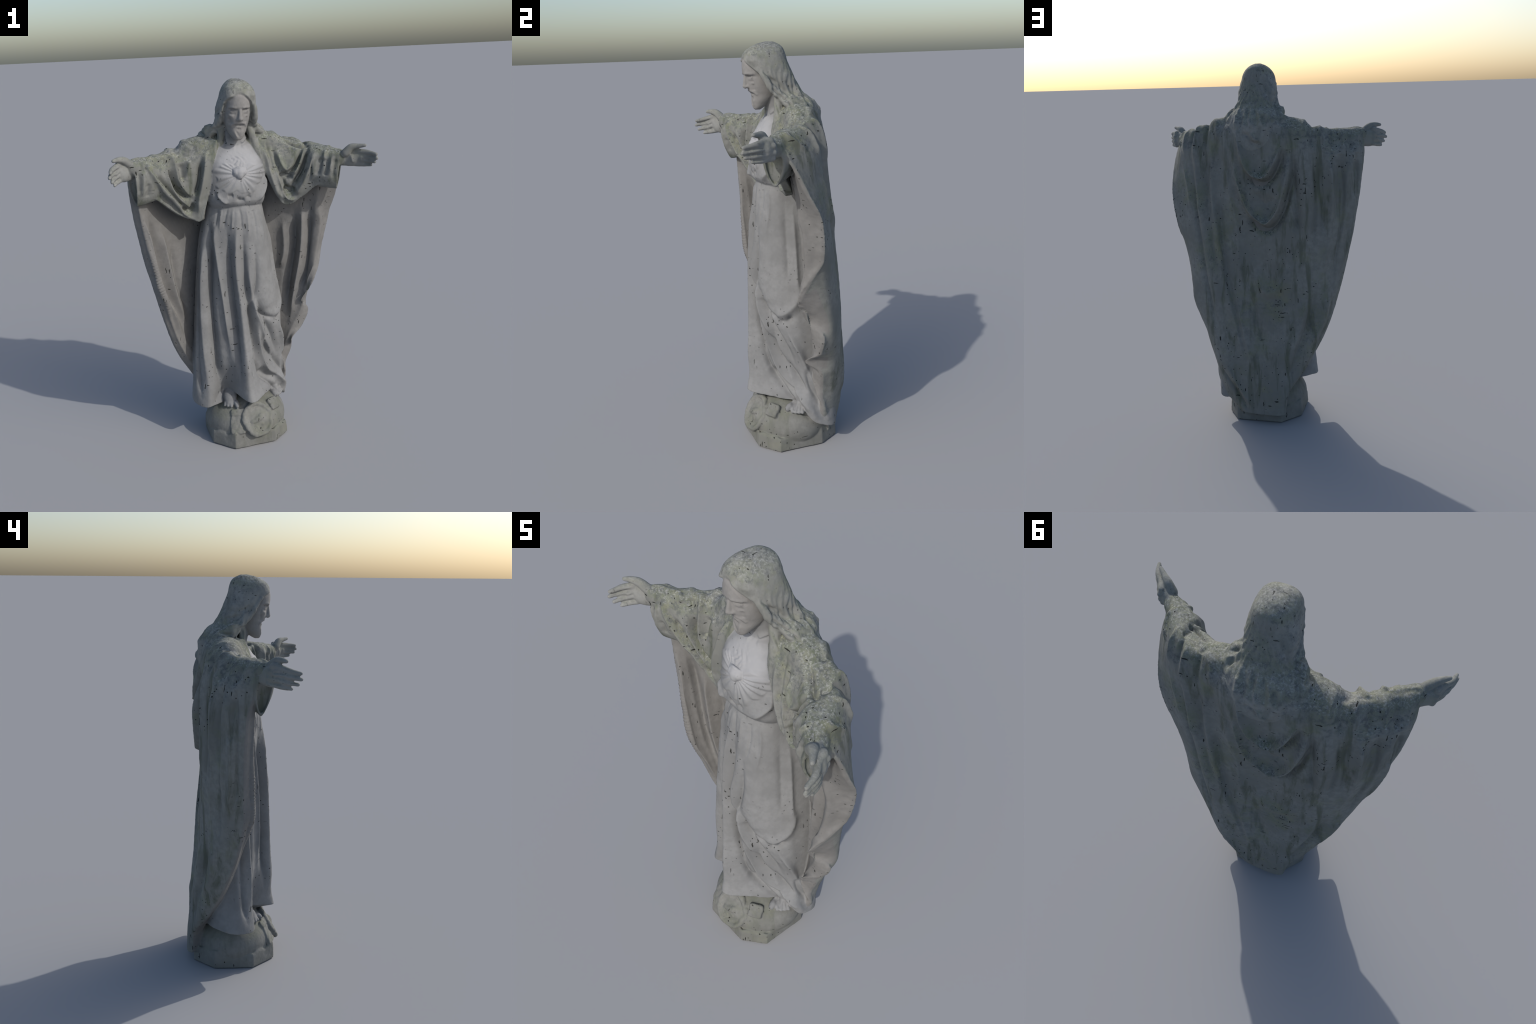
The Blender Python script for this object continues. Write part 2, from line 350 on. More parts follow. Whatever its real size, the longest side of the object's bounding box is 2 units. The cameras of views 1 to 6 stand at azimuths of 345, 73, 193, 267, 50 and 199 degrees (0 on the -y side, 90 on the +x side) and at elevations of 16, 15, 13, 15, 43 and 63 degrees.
tube('hair', [(-.068, .005, 1.82), (-.078, .025, 1.78), (-.092, .045, 1.75), (-.106, .056, 1.725)], [.014, .018, .020, .016], n=24)
tube('hair', [(-.080, .05, 1.755), (-.110, .09, 1.730), (-.128, .135, 1.700), (-.12, .18, 1.66)], [.03, .034, .036, .03], n=24)
tube('hair', [(-.055, .02, 1.76), (-.062, .025, 1.70), (-.072, .02, 1.65)], [.018, .018, .010], n=20)

# ------------------------------------------------------------------ feet
def foot(heel, toes, r):
    heel = np.array(heel, float); toes = np.array(toes, float); c = toes.mean(0)
    tube('foot', [heel, (heel + c) / 2 + np.array([0, 0, .012]), c + (heel - c) * .25], [.035, .034, .026], squash=(1.1, .8), n=14)
    for k, t in enumerate(toes):
        d = unit(t - heel)
        tube('foot', [t - d * .04, t - d * .015 + np.array([0, 0, .004]), t], [.011 * r[k], .011 * r[k], .0095 * r[k]], n=10, m=12)
foot((-.09, .02, .27), [(-.076, -.075, .224), (-.107, -.062, .222), (-.124, -.05, .222), (-.138, -.036, .222)], (1.3, 1, .95, .9))
foot((.14, .10, .245), [(.170, .005, .213), (.192, .023, .205), (.206, .034, .206), (.217, .048, .207), (.226, .063, .208)], (1.5, 1.15, 1.1, 1.05, 1))

# ------------------------------------------------------------------ merge everything into one carved surface
names = []
allV, allF, lab = [], [], []
o = 0
for part, V, F in SOURCES:
    if part not in names: names.append(part)
    allV.append(V); allF += [tuple(o + i for i in f) for f in F]; lab += [names.index(part)] * len(F); o += len(V)
allV = np.concatenate(allV); allV[:, 2] = np.maximum(allV[:, 2], .0015); lab = np.array(lab)
me = bpy.data.meshes.new('raw'); me.from_pydata(allV.tolist(), [], allF); me.update()
bm = bmesh.new(); bm.from_mesh(me); bmesh.ops.recalc_face_normals(bm, faces=bm.faces); bm.to_mesh(me); bm.free()
tree = BVHTree.FromPolygons(allV.tolist(), allF)
ob = bpy.data.objects.new('raw', me); bpy.context.scene.collection.objects.link(ob)
md = ob.modifiers.new('r', 'REMESH'); md.mode = 'VOXEL'; md.voxel_size = VOXEL
dg = bpy.context.evaluated_depsgraph_get()
rm = bpy.data.meshes.new_from_object(ob.evaluated_get(dg))
bpy.data.objects.remove(ob); bpy.data.meshes.remove(me)
nv = len(rm.vertices); P = np.empty(nv * 3); rm.vertices.foreach_get('co', P); P = P.reshape(-1, 3)
nf = len(rm.polygons); Q = np.empty(len(rm.loops), int); rm.loops.foreach_get('vertex_index', Q)
Q = Q.reshape(-1, 4)
bpy.data.meshes.remove(rm)
E1 = np.concatenate([Q[:, [0, 1]], Q[:, [1, 2]], Q[:, [2, 3]], Q[:, [3, 0]]])
deg = np.bincount(E1.ravel(), minlength=nv).astype(float)[:, None]
def smooth(X, it=1, f=.5, w=None):
    for _ in range(it):
        S = np.stack([np.bincount(E1[:, 0], X[E1[:, 1], k], nv) + np.bincount(E1[:, 1], X[E1[:, 0], k], nv) for k in range(X.shape[1])], 1) / deg
        X = X + (S - X) * (f if w is None else f * w[:, None])
    return X
def normals(X):
    A, B, C, D = (X[Q[:, k]] for k in range(4))
    n = np.cross(C - A, D - B); out = np.zeros_like(X)
    for k in range(4):
        for c in range(3): out[:, c] += np.bincount(Q[:, k], n[:, c], nv)
    return unit(out)
vl = np.array([lab[tree.find_nearest(Vector(p))[2]] for p in P])
P = smooth(P, 2)
is_ = lambda *q: np.isin(vl, [names.index(k) for k in q])
# cloth flows without a seam over shoulders and arms
w = (is_('sleeve', 'cloak', 'drape', 'hair', 'torso', 'cuff') & (P[:, 2] > 1.48)) * (P[:, 2] < 1.76) * 1.0
w = smooth(w[:, None], 4)[:, 0]
P = smooth(P, 14, .5, w)
w = (is_('sleeve', 'cloak', 'drape') & (P[:, 2] > 1.585) & (np.abs(P[:, 0]) > .16) & (np.abs(P[:, 0]) < .5)) * 1.0
P = smooth(P, 22, .5, smooth(w[:, None], 5)[:, 0])
w = is_('hand') * 1.0
P = smooth(P, 3, .4, w)
P0 = P.copy()

# ------------------------------------------------------------------ carving
N0 = smooth(normals(P), 3); N0 = unit(N0)
DISP = np.zeros(nv)
names.append('cloak_lining')
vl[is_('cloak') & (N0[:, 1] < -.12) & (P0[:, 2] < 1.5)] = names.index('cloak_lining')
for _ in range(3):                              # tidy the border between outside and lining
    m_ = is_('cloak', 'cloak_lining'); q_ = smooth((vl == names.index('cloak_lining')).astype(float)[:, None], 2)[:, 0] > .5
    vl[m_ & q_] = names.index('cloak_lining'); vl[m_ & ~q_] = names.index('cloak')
def fold(what, width, depth, pts, sharp=1.5):
    """carve a roll (depth > 0) or groove (depth < 0) of the given half width along a curve on the surface."""
    global DISP
    if width > .0095: depth = depth * (1.5 if depth > 0 or 'swag' in what else 1.25)
    A = np.asarray(pts, float)
    L = np.linalg.norm(np.diff(A, axis=0), axis=1).sum()
    C = crom(A, max(4, int(L / .004)))
    lo, hi = C.min(0) - 2.6 * width, C.max(0) + 2.6 * width
    sel = np.nonzero(((P0 > lo) & (P0 < hi)).all(1))[0]
    if not len(sel): return
    X = P0[sel]
    best = np.full(len(sel), 9.); t = np.zeros(len(sel)); near = np.zeros(len(C), int)
    for i, c in enumerate(C):
        d = ((X - c) ** 2).sum(1)
        near[i] = sel[np.argmin(d)]
        q = d < best; best[q] = d[q]; t[q] = i / (len(C) - 1)
    d = np.sqrt(best) / width
    nc = unit(smooth_rows(N0[near]))
    agree = np.clip((N0[sel] * nc[np.round(t * (len(C) - 1)).astype(int)]).sum(1) * 1.6 - .1, 0, 1)
    end = np.minimum(1, np.minimum(t, 1 - t) / .22); end = end * end * (3 - 2 * end)
    DISP[sel] += depth * np.exp(-d ** sharp) * agree * (.15 + .85 * end)
def smooth_rows(N):
    for _ in range(3): N = (N + np.concatenate([N[:1], N[:-1]]) + np.concatenate([N[1:], N[-1:]])) / 3
    return N
# every roll and groove: name, half width, depth, curve on the surface
fold('long groove beside the outer roll', .018, -0.0370, [(-0.156, -0.003, 1.239), (-0.163, -0.016, 1.075), (-0.179, -0.018, 0.878), (-0.175, -0.026, 0.644), (-0.164, -0.024, 0.460), (-0.142, 0.009, 0.333)])
fold('outer roll', .020, .012, [(-0.186, 0.015, 1.155), (-0.200, 0.011, 1.044), (-0.219, 0.009, 0.874), (-0.227, -0.006, 0.584), (-0.222, -0.034, 0.273)])
fold('outer side groove', .015, -0.0148, [(-0.222, 0.038, 1.011), (-0.250, 0.033, 0.724), (-0.265, 0.019, 0.428), (-0.265, -0.003, 0.282)])
fold('second roll', .018, .014, [(-0.120, -0.027, 1.295), (-0.135, -0.028, 1.173), (-0.126, -0.039, 1.020), (-0.113, -0.048, 0.878), (-0.101, -0.054, 0.717), (-0.088, -0.060, 0.523)])
fold('second groove', .018, -0.0247, [(-0.076, -0.058, 1.242), (-0.078, -0.069, 1.022), (-0.071, -0.079, 0.809), (-0.061, -0.091, 0.591), (-0.055, -0.097, 0.396)])
fold('middle roll', .018, .015, [(-0.019, -0.068, 1.320), (-0.034, -0.080, 1.160), (-0.041, -0.089, 1.023), (-0.031, -0.101, 0.811), (-0.025, -0.110, 0.623), (-0.019, -0.122, 0.446), (-0.012, -0.145, 0.302)])
fold('middle groove', .016, -0.0197, [(0.007, -0.081, 1.238), (-0.001, -0.095, 1.076), (0.001, -0.103, 0.908), (0.026, -0.099, 0.729), (0.047, -0.074, 0.567), (0.058, -0.063, 0.408)])
fold('diagonal roll', .016, .014, [(0.022, -0.098, 1.074), (0.021, -0.105, 0.949), (0.044, -0.098, 0.799), (0.090, -0.065, 0.648), (0.147, -0.003, 0.492), (0.201, 0.045, 0.320)])
fold('diagonal hollow', .020, -0.0184, [(0.054, -0.101, 0.871), (0.098, -0.074, 0.724), (0.160, -0.022, 0.590), (0.212, 0.043, 0.432)])
fold('knee', .050, .005, [(0.109, -0.078, 1.001), (0.118, -0.075, 0.854), (0.133, -0.062, 0.760)])
fold('under the knee', .012, -0.0148, [(0.051, -0.096, 0.783), (0.115, -0.068, 0.727), (0.177, -0.031, 0.698)])
fold('hollow above the hem', .025, -0.0271, [(0.070, -0.048, 0.415), (0.134, -0.001, 0.344), (0.211, 0.054, 0.307)])
fold('waist gather', .007, -0.0071, [(-0.110, -0.026, 1.346), (-0.119, -0.028, 1.295), (-0.130, -0.026, 1.241)])
fold('waist gather', .007, .006, [(-0.092, -0.038, 1.346), (-0.100, -0.041, 1.296), (-0.110, -0.040, 1.228)])
fold('waist gather', .007, -0.0061, [(-0.061, -0.050, 1.345), (-0.078, -0.053, 1.296), (-0.089, -0.051, 1.242)])
fold('waist gather', .007, .006, [(-0.036, -0.059, 1.341), (-0.045, -0.068, 1.282), (-0.051, -0.069, 1.228)])
fold('waist gather', .007, -0.0071, [(-0.003, -0.065, 1.342), (0.001, -0.075, 1.292), (0.001, -0.082, 1.225)])
fold('waist gather', .007, .006, [(0.031, -0.064, 1.339), (0.036, -0.075, 1.275), (0.033, -0.087, 1.181)])
fold('waist gather', .007, -0.0061, [(0.070, -0.054, 1.333), (0.082, -0.065, 1.254), (0.080, -0.081, 1.161)])
fold('waist gather', .007, .005, [(0.108, -0.037, 1.326), (0.123, -0.044, 1.231), (0.119, -0.063, 1.110)])
fold('front side groove', .014, -0.0173, [(0.065, -0.087, 1.156), (0.064, -0.101, 0.949), (0.019, -0.102, 0.778), (0.030, -0.095, 0.663), (0.042, -0.075, 0.530)])
fold('diagonal roll side', .016, .016, [(0.053, -0.092, 0.744), (0.063, -0.065, 0.581), (0.119, -0.008, 0.398), (0.229, 0.068, 0.282), (0.263, 0.141, 0.154)])
fold('groove before the diagonal', .012, -0.0173, [(0.041, -0.075, 0.499), (0.079, -0.040, 0.372), (0.158, 0.019, 0.273), (0.212, 0.101, 0.160)])
fold('hollow behind the diagonal', .022, -0.0247, [(0.117, -0.057, 0.658), (0.122, -0.020, 0.522), (0.202, 0.037, 0.396), (0.256, 0.102, 0.288)])
fold('knee fold', .020, .010, [(0.214, 0.073, 0.900), (0.226, 0.052, 0.801), (0.207, 0.001, 0.739), (0.163, -0.042, 0.715)])
fold('knee groove', .014, -0.0197, [(0.404, 0.002, 0.844), (0.216, 0.011, 0.705), (0.174, -0.032, 0.689)])
fold('second diagonal roll', .014, .013, [(0.196, -0.011, 0.680), (0.228, 0.046, 0.553), (0.243, 0.095, 0.418), (0.270, 0.141, 0.288), (0.261, 0.188, 0.167)])
fold('side roll', .013, .008, [(0.168, 0.056, 1.244), (0.203, 0.057, 0.967), (0.221, 0.055, 0.834)])
fold('thigh hollow', .018, -0.0074, [(0.156, 0.020, 1.271), (0.186, 0.016, 1.036), (0.199, 0.015, 0.902)])
fold('inner side groove', .015, -0.0165, [(0.239, 0.083, 0.463), (0.251, 0.105, 0.345), (0.268, 0.170, 0.220)])
fold('inner roll', .020, .020, [(-0.512, -0.017, 1.375), (-0.484, 0.003, 1.220), (-0.465, 0.001, 1.052), (-0.425, 0.003, 0.876), (-0.373, 0.050, 0.736), (-0.321, 0.086, 0.579)])
fold('inner groove', .018, -0.0240, [(-0.459, 0.026, 1.320), (-0.435, 0.040, 1.150), (-0.399, 0.047, 0.945), (-0.353, 0.076, 0.754)])
fold('inner roll', .020, .020, [(-0.405, 0.066, 1.251), (-0.391, 0.070, 1.080), (-0.358, 0.078, 0.872), (-0.302, 0.113, 0.673)])
fold('inner groove', .018, -0.0180, [(-0.346, 0.103, 1.152), (-0.327, 0.104, 0.933), (-0.278, 0.130, 0.754)])
fold('inner roll', .020, .020, [(0.373, 0.028, 1.289), (0.377, 0.038, 1.200), (0.366, 0.056, 0.991), (0.333, 0.089, 0.773), (0.308, 0.102, 0.616)])
fold('inner groove', .020, -0.0300, [(0.335, 0.049, 1.274), (0.337, 0.072, 1.080), (0.309, 0.101, 0.880), (0.293, 0.118, 0.692)])
fold('inner groove', .020, -0.0300, [(0.410, 0.007, 1.289), (0.409, 0.026, 1.112), (0.388, 0.036, 0.934), (0.363, 0.062, 0.809)])
fold('inner roll', .022, .015, [(0.445, -0.021, 1.333), (0.456, 0.019, 1.167), (0.420, 0.019, 0.935), (0.385, 0.036, 0.813)])
fold('inner roll', .018, .012, [(0.279, 0.086, 1.230), (0.288, 0.102, 1.049), (0.266, 0.126, 0.925)])
fold('edge roll', .010, .012, [(-0.466, -0.074, 1.611), (-0.450, -0.083, 1.570), (-0.408, -0.069, 1.505), (-0.367, -0.049, 1.447), (-0.333, -0.030, 1.411), (-0.273, 0.003, 1.324), (-0.222, 0.002, 1.288)])
fold('groove behind the edge', .010, -0.0189, [(-0.428, -0.073, 1.574), (-0.389, -0.059, 1.515), (-0.344, -0.036, 1.447), (-0.306, -0.018, 1.397), (-0.258, -0.001, 1.359)])
fold('roll', .012, .012, [(-0.377, -0.025, 1.597), (-0.348, -0.038, 1.503), (-0.309, -0.020, 1.420), (-0.262, -0.003, 1.368), (-0.236, -0.003, 1.357)])
fold('deep groove', .016, -0.0378, [(-0.342, -0.012, 1.584), (-0.332, -0.028, 1.526), (-0.314, -0.025, 1.473), (-0.285, -0.013, 1.433), (-0.238, -0.008, 1.406)])
fold('roll', .012, .014, [(-0.335, 0.031, 1.633), (-0.315, -0.002, 1.580), (-0.302, -0.020, 1.505), (-0.267, -0.010, 1.440), (-0.233, -0.009, 1.415)])
fold('hollow', .022, -0.0216, [(-0.285, 0.014, 1.597), (-0.279, -0.006, 1.552), (-0.275, -0.012, 1.501)])
fold('roll', .014, .010, [(-0.233, 0.013, 1.605), (-0.249, -0.004, 1.549), (-0.271, -0.011, 1.501)])
fold('deep groove beside the chest', .012, -0.0338, [(-0.179, 0.001, 1.602), (-0.196, -0.015, 1.529), (-0.210, -0.019, 1.470), (-0.225, -0.011, 1.414)])
fold('chest edge', .016, .014, [(-0.139, 0.012, 1.649), (-0.159, -0.016, 1.569), (-0.180, -0.028, 1.486), (-0.201, -0.016, 1.399), (-0.209, -0.004, 1.310)])
fold('lower groove', .014, -0.0297, [(-0.226, -0.008, 1.387), (-0.245, -0.001, 1.353), (-0.263, 0.000, 1.346), (-0.298, -0.012, 1.369)])
fold('chest edge', .014, .012, [(0.149, 0.007, 1.648), (0.170, -0.017, 1.576), (0.183, -0.025, 1.514), (0.204, -0.024, 1.450), (0.226, -0.022, 1.394), (0.267, -0.018, 1.349)])
fold('groove', .010, -0.0216, [(0.209, 0.010, 1.643), (0.220, -0.017, 1.571), (0.233, -0.026, 1.510), (0.253, -0.029, 1.455), (0.267, -0.026, 1.418)])
fold('swag roll', .012, .014, [(0.217, -0.014, 1.589), (0.229, -0.026, 1.510), (0.240, -0.026, 1.447), (0.262, -0.021, 1.377), (0.298, -0.025, 1.356), (0.331, -0.039, 1.369)])
fold('swag pocket', .018, -0.0270, [(0.251, -0.028, 1.509), (0.267, -0.034, 1.482), (0.305, -0.045, 1.489)])
fold('swag roll', .012, .010, [(0.234, -0.008, 1.608), (0.245, -0.023, 1.557), (0.273, -0.033, 1.516), (0.307, -0.043, 1.541)])
fold('dark groove', .010, -0.0297, [(0.357, -0.041, 1.624), (0.333, -0.052, 1.575), (0.311, -0.045, 1.528), (0.271, -0.034, 1.495)])
fold('thin roll', .010, .012, [(0.364, -0.058, 1.617), (0.343, -0.061, 1.562), (0.322, -0.051, 1.514), (0.296, -0.042, 1.489)])
fold('dark groove', .011, -0.0324, [(0.394, -0.048, 1.635), (0.363, -0.072, 1.592), (0.346, -0.063, 1.523), (0.321, -0.049, 1.461), (0.288, -0.032, 1.421)])
fold('broad roll', .020, .016, [(0.420, -0.094, 1.625), (0.393, -0.100, 1.554), (0.371, -0.079, 1.488), (0.338, -0.049, 1.415), (0.297, -0.028, 1.375)])
fold('swag pocket', .018, -0.0270, [(0.254, -0.025, 1.428), (0.284, -0.028, 1.403), (0.322, -0.042, 1.416)])
fold('groove', .014, -0.0135, [(0.441, -0.135, 1.585), (0.422, -0.134, 1.535), (0.408, -0.119, 1.481)])
fold('roll', .012, .010, [(0.487, -0.089, 1.628), (0.448, -0.140, 1.589), (0.429, -0.139, 1.535)])
fold('groove', .010, -0.0108, [(0.461, -0.152, 1.577), (0.449, -0.157, 1.518), (0.443, -0.146, 1.482)])
fold('roll', .010, .008, [(0.494, -0.142, 1.616), (0.475, -0.164, 1.556), (0.464, -0.165, 1.501)])
fold('blouse roll', .010, .012, [(-0.116, -0.054, 1.429), (-0.094, -0.068, 1.395), (-0.063, -0.076, 1.377)])
fold('blouse groove', .010, -0.0100, [(-0.065, -0.080, 1.411), (-0.049, -0.084, 1.414), (-0.036, -0.086, 1.416)])
fold('blouse groove', .012, -0.0120, [(-0.020, -0.087, 1.405), (0.003, -0.086, 1.386), (0.024, -0.086, 1.394)])
fold('blouse groove', .009, -0.0080, [(0.038, -0.086, 1.413), (0.049, -0.085, 1.401), (0.059, -0.083, 1.403)])
fold('blouse roll', .014, .010, [(0.151, -0.022, 1.500), (0.151, -0.026, 1.449), (0.127, -0.052, 1.405), (0.090, -0.067, 1.374)])
fold('blouse groove', .009, -0.0090, [(-0.126, -0.044, 1.441), (-0.117, -0.054, 1.409), (-0.094, -0.067, 1.385)])
fold('upper swag', .018, .030, [(0.098, 0.223, 1.681), (0.075, 0.227, 1.550), (0.030, 0.229, 1.430), (-0.018, 0.231, 1.401), (-0.066, 0.232, 1.411), (-0.116, 0.229, 1.497), (-0.143, 0.217, 1.600)])
fold('upper swag groove', .020, -.026, [(0.058, 0.226, 1.457), (0.018, 0.230, 1.387), (-0.037, 0.231, 1.364), (-0.094, 0.232, 1.402), (-0.136, 0.229, 1.483), (-0.169, 0.217, 1.574)])
fold('second swag', .018, .030, [(0.133, 0.218, 1.549), (0.097, 0.221, 1.389), (0.040, 0.220, 1.225), (-0.027, 0.217, 1.160), (-0.070, 0.220, 1.158), (-0.129, 0.228, 1.242), (-0.175, 0.229, 1.417), (-0.195, 0.216, 1.547)])
fold('second swag groove', .020, -.026, [(0.069, 0.219, 1.225), (0.002, 0.216, 1.135), (-0.068, 0.220, 1.114), (-0.142, 0.227, 1.202), (-0.187, 0.229, 1.338), (-0.215, 0.221, 1.469)])
fold('between the swags', .030, -0.0110, [(0.020, 0.228, 1.336), (-0.046, 0.225, 1.255), (-0.104, 0.231, 1.297)])
fold('third swag', .030, .009, [(0.050, 0.218, 0.973), (-0.018, 0.229, 0.778), (-0.076, 0.235, 0.761), (-0.148, 0.236, 0.814), (-0.192, 0.230, 0.941)])
fold('third swag groove', .035, -.006, [(0.025, 0.235, 0.750), (-0.075, 0.240, 0.712), (-0.162, 0.241, 0.759)])
fold('long roll', 0.0216, 0.0101, [(0.170, 0.200, 1.631), (0.151, 0.213, 1.333), (0.115, 0.217, 1.141), (0.106, 0.227, 0.931), (0.094, 0.241, 0.792)])
fold('long groove', 0.0192, -0.0161, [(0.219, 0.200, 1.331), (0.207, 0.221, 1.140), (0.176, 0.245, 0.862), (0.123, 0.266, 0.609), (0.067, 0.289, 0.369)])
fold('long roll', 0.0216, 0.0118, [(0.253, 0.164, 1.629), (0.258, 0.192, 1.329), (0.215, 0.235, 1.030), (0.177, 0.256, 0.779), (0.123, 0.272, 0.552), (0.082, 0.290, 0.368)])
fold('long groove', 0.0240, -0.0161, [(0.301, 0.147, 1.628), (0.290, 0.193, 1.273), (0.265, 0.235, 1.057), (0.231, 0.255, 0.863)])
fold('long roll', 0.0216, 0.0101, [(0.355, 0.116, 1.627), (0.348, 0.163, 1.324), (0.322, 0.205, 1.134)])
fold('long groove', 0.0168, -0.0139, [(0.398, 0.080, 1.625), (0.375, 0.158, 1.267), (0.342, 0.202, 1.048), (0.297, 0.244, 0.785), (0.224, 0.285, 0.507)])
fold('long roll', 0.0144, 0.0084, [(0.485, -0.035, 1.618), (0.430, 0.112, 1.373), (0.403, 0.151, 1.209)])
fold('long groove', 0.0168, -0.0185, [(-0.200, 0.198, 1.627), (-0.214, 0.226, 1.390), (-0.224, 0.225, 1.230), (-0.235, 0.225, 1.066)])
fold('long roll', 0.0192, 0.0101, [(-0.244, 0.185, 1.625), (-0.266, 0.214, 1.416), (-0.264, 0.218, 1.229), (-0.254, 0.222, 1.038)])
fold('long groove', 0.0168, -0.0139, [(-0.336, 0.136, 1.621), (-0.348, 0.183, 1.412), (-0.359, 0.184, 1.224), (-0.364, 0.181, 1.059)])
fold('long roll', 0.0192, 0.0101, [(-0.377, 0.103, 1.618), (-0.398, 0.161, 1.383), (-0.403, 0.162, 1.167)])
fold('long groove', 0.0168, -0.0115, [(-0.432, 0.064, 1.615), (-0.441, 0.138, 1.380), (-0.434, 0.144, 1.136)])
fold('long roll', 0.0168, 0.0093, [(-0.469, 0.039, 1.613), (-0.479, 0.117, 1.377), (-0.465, 0.126, 1.161), (-0.438, 0.132, 0.995)])
fold('long groove', 0.0144, -0.0139, [(-0.512, 0.009, 1.611), (-0.521, 0.080, 1.400), (-0.515, 0.088, 1.265)])
fold('lower roll', 0.0240, 0.0118, [(-0.256, 0.225, 0.730), (-0.241, 0.235, 0.588), (-0.201, 0.257, 0.447), (-0.186, 0.272, 0.304)])
fold('lower groove', 0.0240, -0.0167, [(-0.322, 0.197, 0.795), (-0.294, 0.212, 0.641), (-0.253, 0.232, 0.515), (-0.200, 0.262, 0.375), (-0.180, 0.281, 0.232)])
fold('lower roll', 0.0216, 0.0101, [(-0.384, 0.160, 0.744), (-0.343, 0.178, 0.574), (-0.278, 0.220, 0.453)])
fold('lower groove', 0.0240, -0.0111, [(0.053, 0.239, 0.750), (0.011, 0.251, 0.610), (-0.018, 0.269, 0.470)])
fold('lower roll', 0.0240, 0.0101, [(0.122, 0.258, 0.694), (0.081, 0.272, 0.510), (0.025, 0.293, 0.298)])
fold('hem crease', .012, -0.0154, [(0.227, 0.278, 0.324), (0.146, 0.296, 0.200), (0.066, 0.307, 0.080)])
fold('hem roll', .014, .008, [(0.189, 0.301, 0.351), (0.117, 0.300, 0.219), (0.035, 0.310, 0.092)])
fold('side roll', .016, .010, [(-0.369, 0.151, 1.555), (-0.406, 0.158, 1.345), (-0.392, 0.167, 1.093), (-0.348, 0.182, 0.818)])
fold('side groove', .014, -0.0132, [(-0.442, 0.122, 1.530), (-0.465, 0.129, 1.296), (-0.439, 0.136, 1.042), (-0.402, 0.144, 0.771)])
fold('side roll', .014, .010, [(-0.454, 0.092, 1.555), (-0.510, 0.093, 1.365), (-0.498, 0.088, 1.122), (-0.440, 0.101, 0.850)])
fold('side groove', .014, -0.0132, [(-0.316, 0.188, 1.512), (-0.327, 0.197, 1.266), (-0.304, 0.206, 1.003)])
fold('side groove', .012, -0.0110, [(-0.485, 0.058, 1.571), (-0.535, 0.061, 1.417), (-0.522, 0.057, 1.189), (-0.469, 0.064, 0.924)])
fold('strand', .007, -0.0060, [(0.112, -0.063, 1.876), (0.119, -0.019, 1.838), (0.123, 0.018, 1.814), (0.123, 0.041, 1.791)])
fold('strand', .007, -0.0060, [(0.123, -0.036, 1.846), (0.120, 0.011, 1.811), (0.124, 0.048, 1.776), (0.160, 0.055, 1.755)])
fold('strand', .007, .005, [(0.119, -0.050, 1.861), (0.120, -0.004, 1.826), (0.122, 0.034, 1.795)])
fold('lock gap', .008, -0.0140, [(0.133, -0.017, 1.798), (0.148, 0.024, 1.756), (0.179, 0.048, 1.738)])
fold('curl gap', .008, -0.0140, [(0.146, 0.052, 1.762), (0.184, 0.050, 1.727), (0.211, 0.064, 1.710)])
fold('strand', .008, -0.0090, [(0.118, 0.091, 1.811), (0.130, 0.094, 1.767), (0.181, 0.099, 1.736)])
fold('strand', .009, -0.0070, [(0.126, 0.049, 1.828), (0.125, 0.076, 1.790), (0.152, 0.074, 1.761)])
fold('strand', .009, -0.0080, [(0.126, 0.136, 1.757), (0.163, 0.146, 1.721)])
fold('strand', .009, .007, [(0.105, 0.112, 1.806), (0.131, 0.118, 1.759), (0.183, 0.118, 1.727)])
fold('lower gap', .010, -0.0140, [(-0.135, 0.142, 1.737), (-0.151, 0.103, 1.730), (-0.130, 0.067, 1.713)])
fold('lock gap', .008, -0.0100, [(-0.078, 0.090, 1.772), (-0.099, 0.051, 1.778), (-0.093, 0.019, 1.789)])
fold('strand', .008, -0.0070, [(-0.060, 0.114, 1.795), (-0.075, 0.074, 1.796), (-0.075, 0.034, 1.811)])
fold('strand', .008, .006, [(-0.112, 0.106, 1.759), (-0.125, 0.075, 1.760), (-0.105, 0.043, 1.770)])
fold('strand', .008, -0.0070, [(-0.121, 0.051, 1.736), (-0.100, 0.027, 1.750), (-0.039, -0.003, 1.758)])
fold('strand', .007, -0.0050, [(-0.076, 0.050, 1.827), (-0.076, 0.015, 1.835), (-0.071, -0.021, 1.858)])
fold('strand', .010, -0.0060, [(-0.026, 0.073, 1.926), (-0.040, 0.090, 1.872), (-0.038, 0.114, 1.825)])
fold('back strand', .009, -0.0090, [(0.042, 0.156, 1.776), (0.039, 0.211, 1.718), (0.023, 0.238, 1.669)])
fold('back strand', .009, .008, [(0.024, 0.164, 1.766), (0.027, 0.219, 1.708), (0.003, 0.239, 1.659)])
fold('back strand', .009, -0.0090, [(0.014, 0.164, 1.765), (-0.012, 0.208, 1.722), (-0.008, 0.237, 1.669)])
fold('back strand', .009, .008, [(-0.018, 0.186, 1.746), (-0.035, 0.217, 1.707), (-0.023, 0.238, 1.658)])
fold('back strand', .009, -0.0100, [(-0.035, 0.194, 1.736), (-0.055, 0.214, 1.706), (-0.038, 0.237, 1.638)])
fold('back strand', .009, .008, [(-0.058, 0.179, 1.745), (-0.076, 0.215, 1.696), (-0.068, 0.231, 1.647)])
fold('back strand', .009, -0.0090, [(-0.074, 0.159, 1.754), (-0.096, 0.210, 1.691), (-0.087, 0.225, 1.627)])
fold('back strand', .010, -0.0080, [(0.080, 0.156, 1.766), (0.071, 0.215, 1.708), (0.078, 0.233, 1.649)])
fold('back strand', .010, .007, [(0.105, 0.183, 1.738), (0.101, 0.223, 1.679)])
fold('back strand', .010, -0.0080, [(-0.092, 0.098, 1.761), (-0.129, 0.172, 1.713), (-0.144, 0.199, 1.665)])
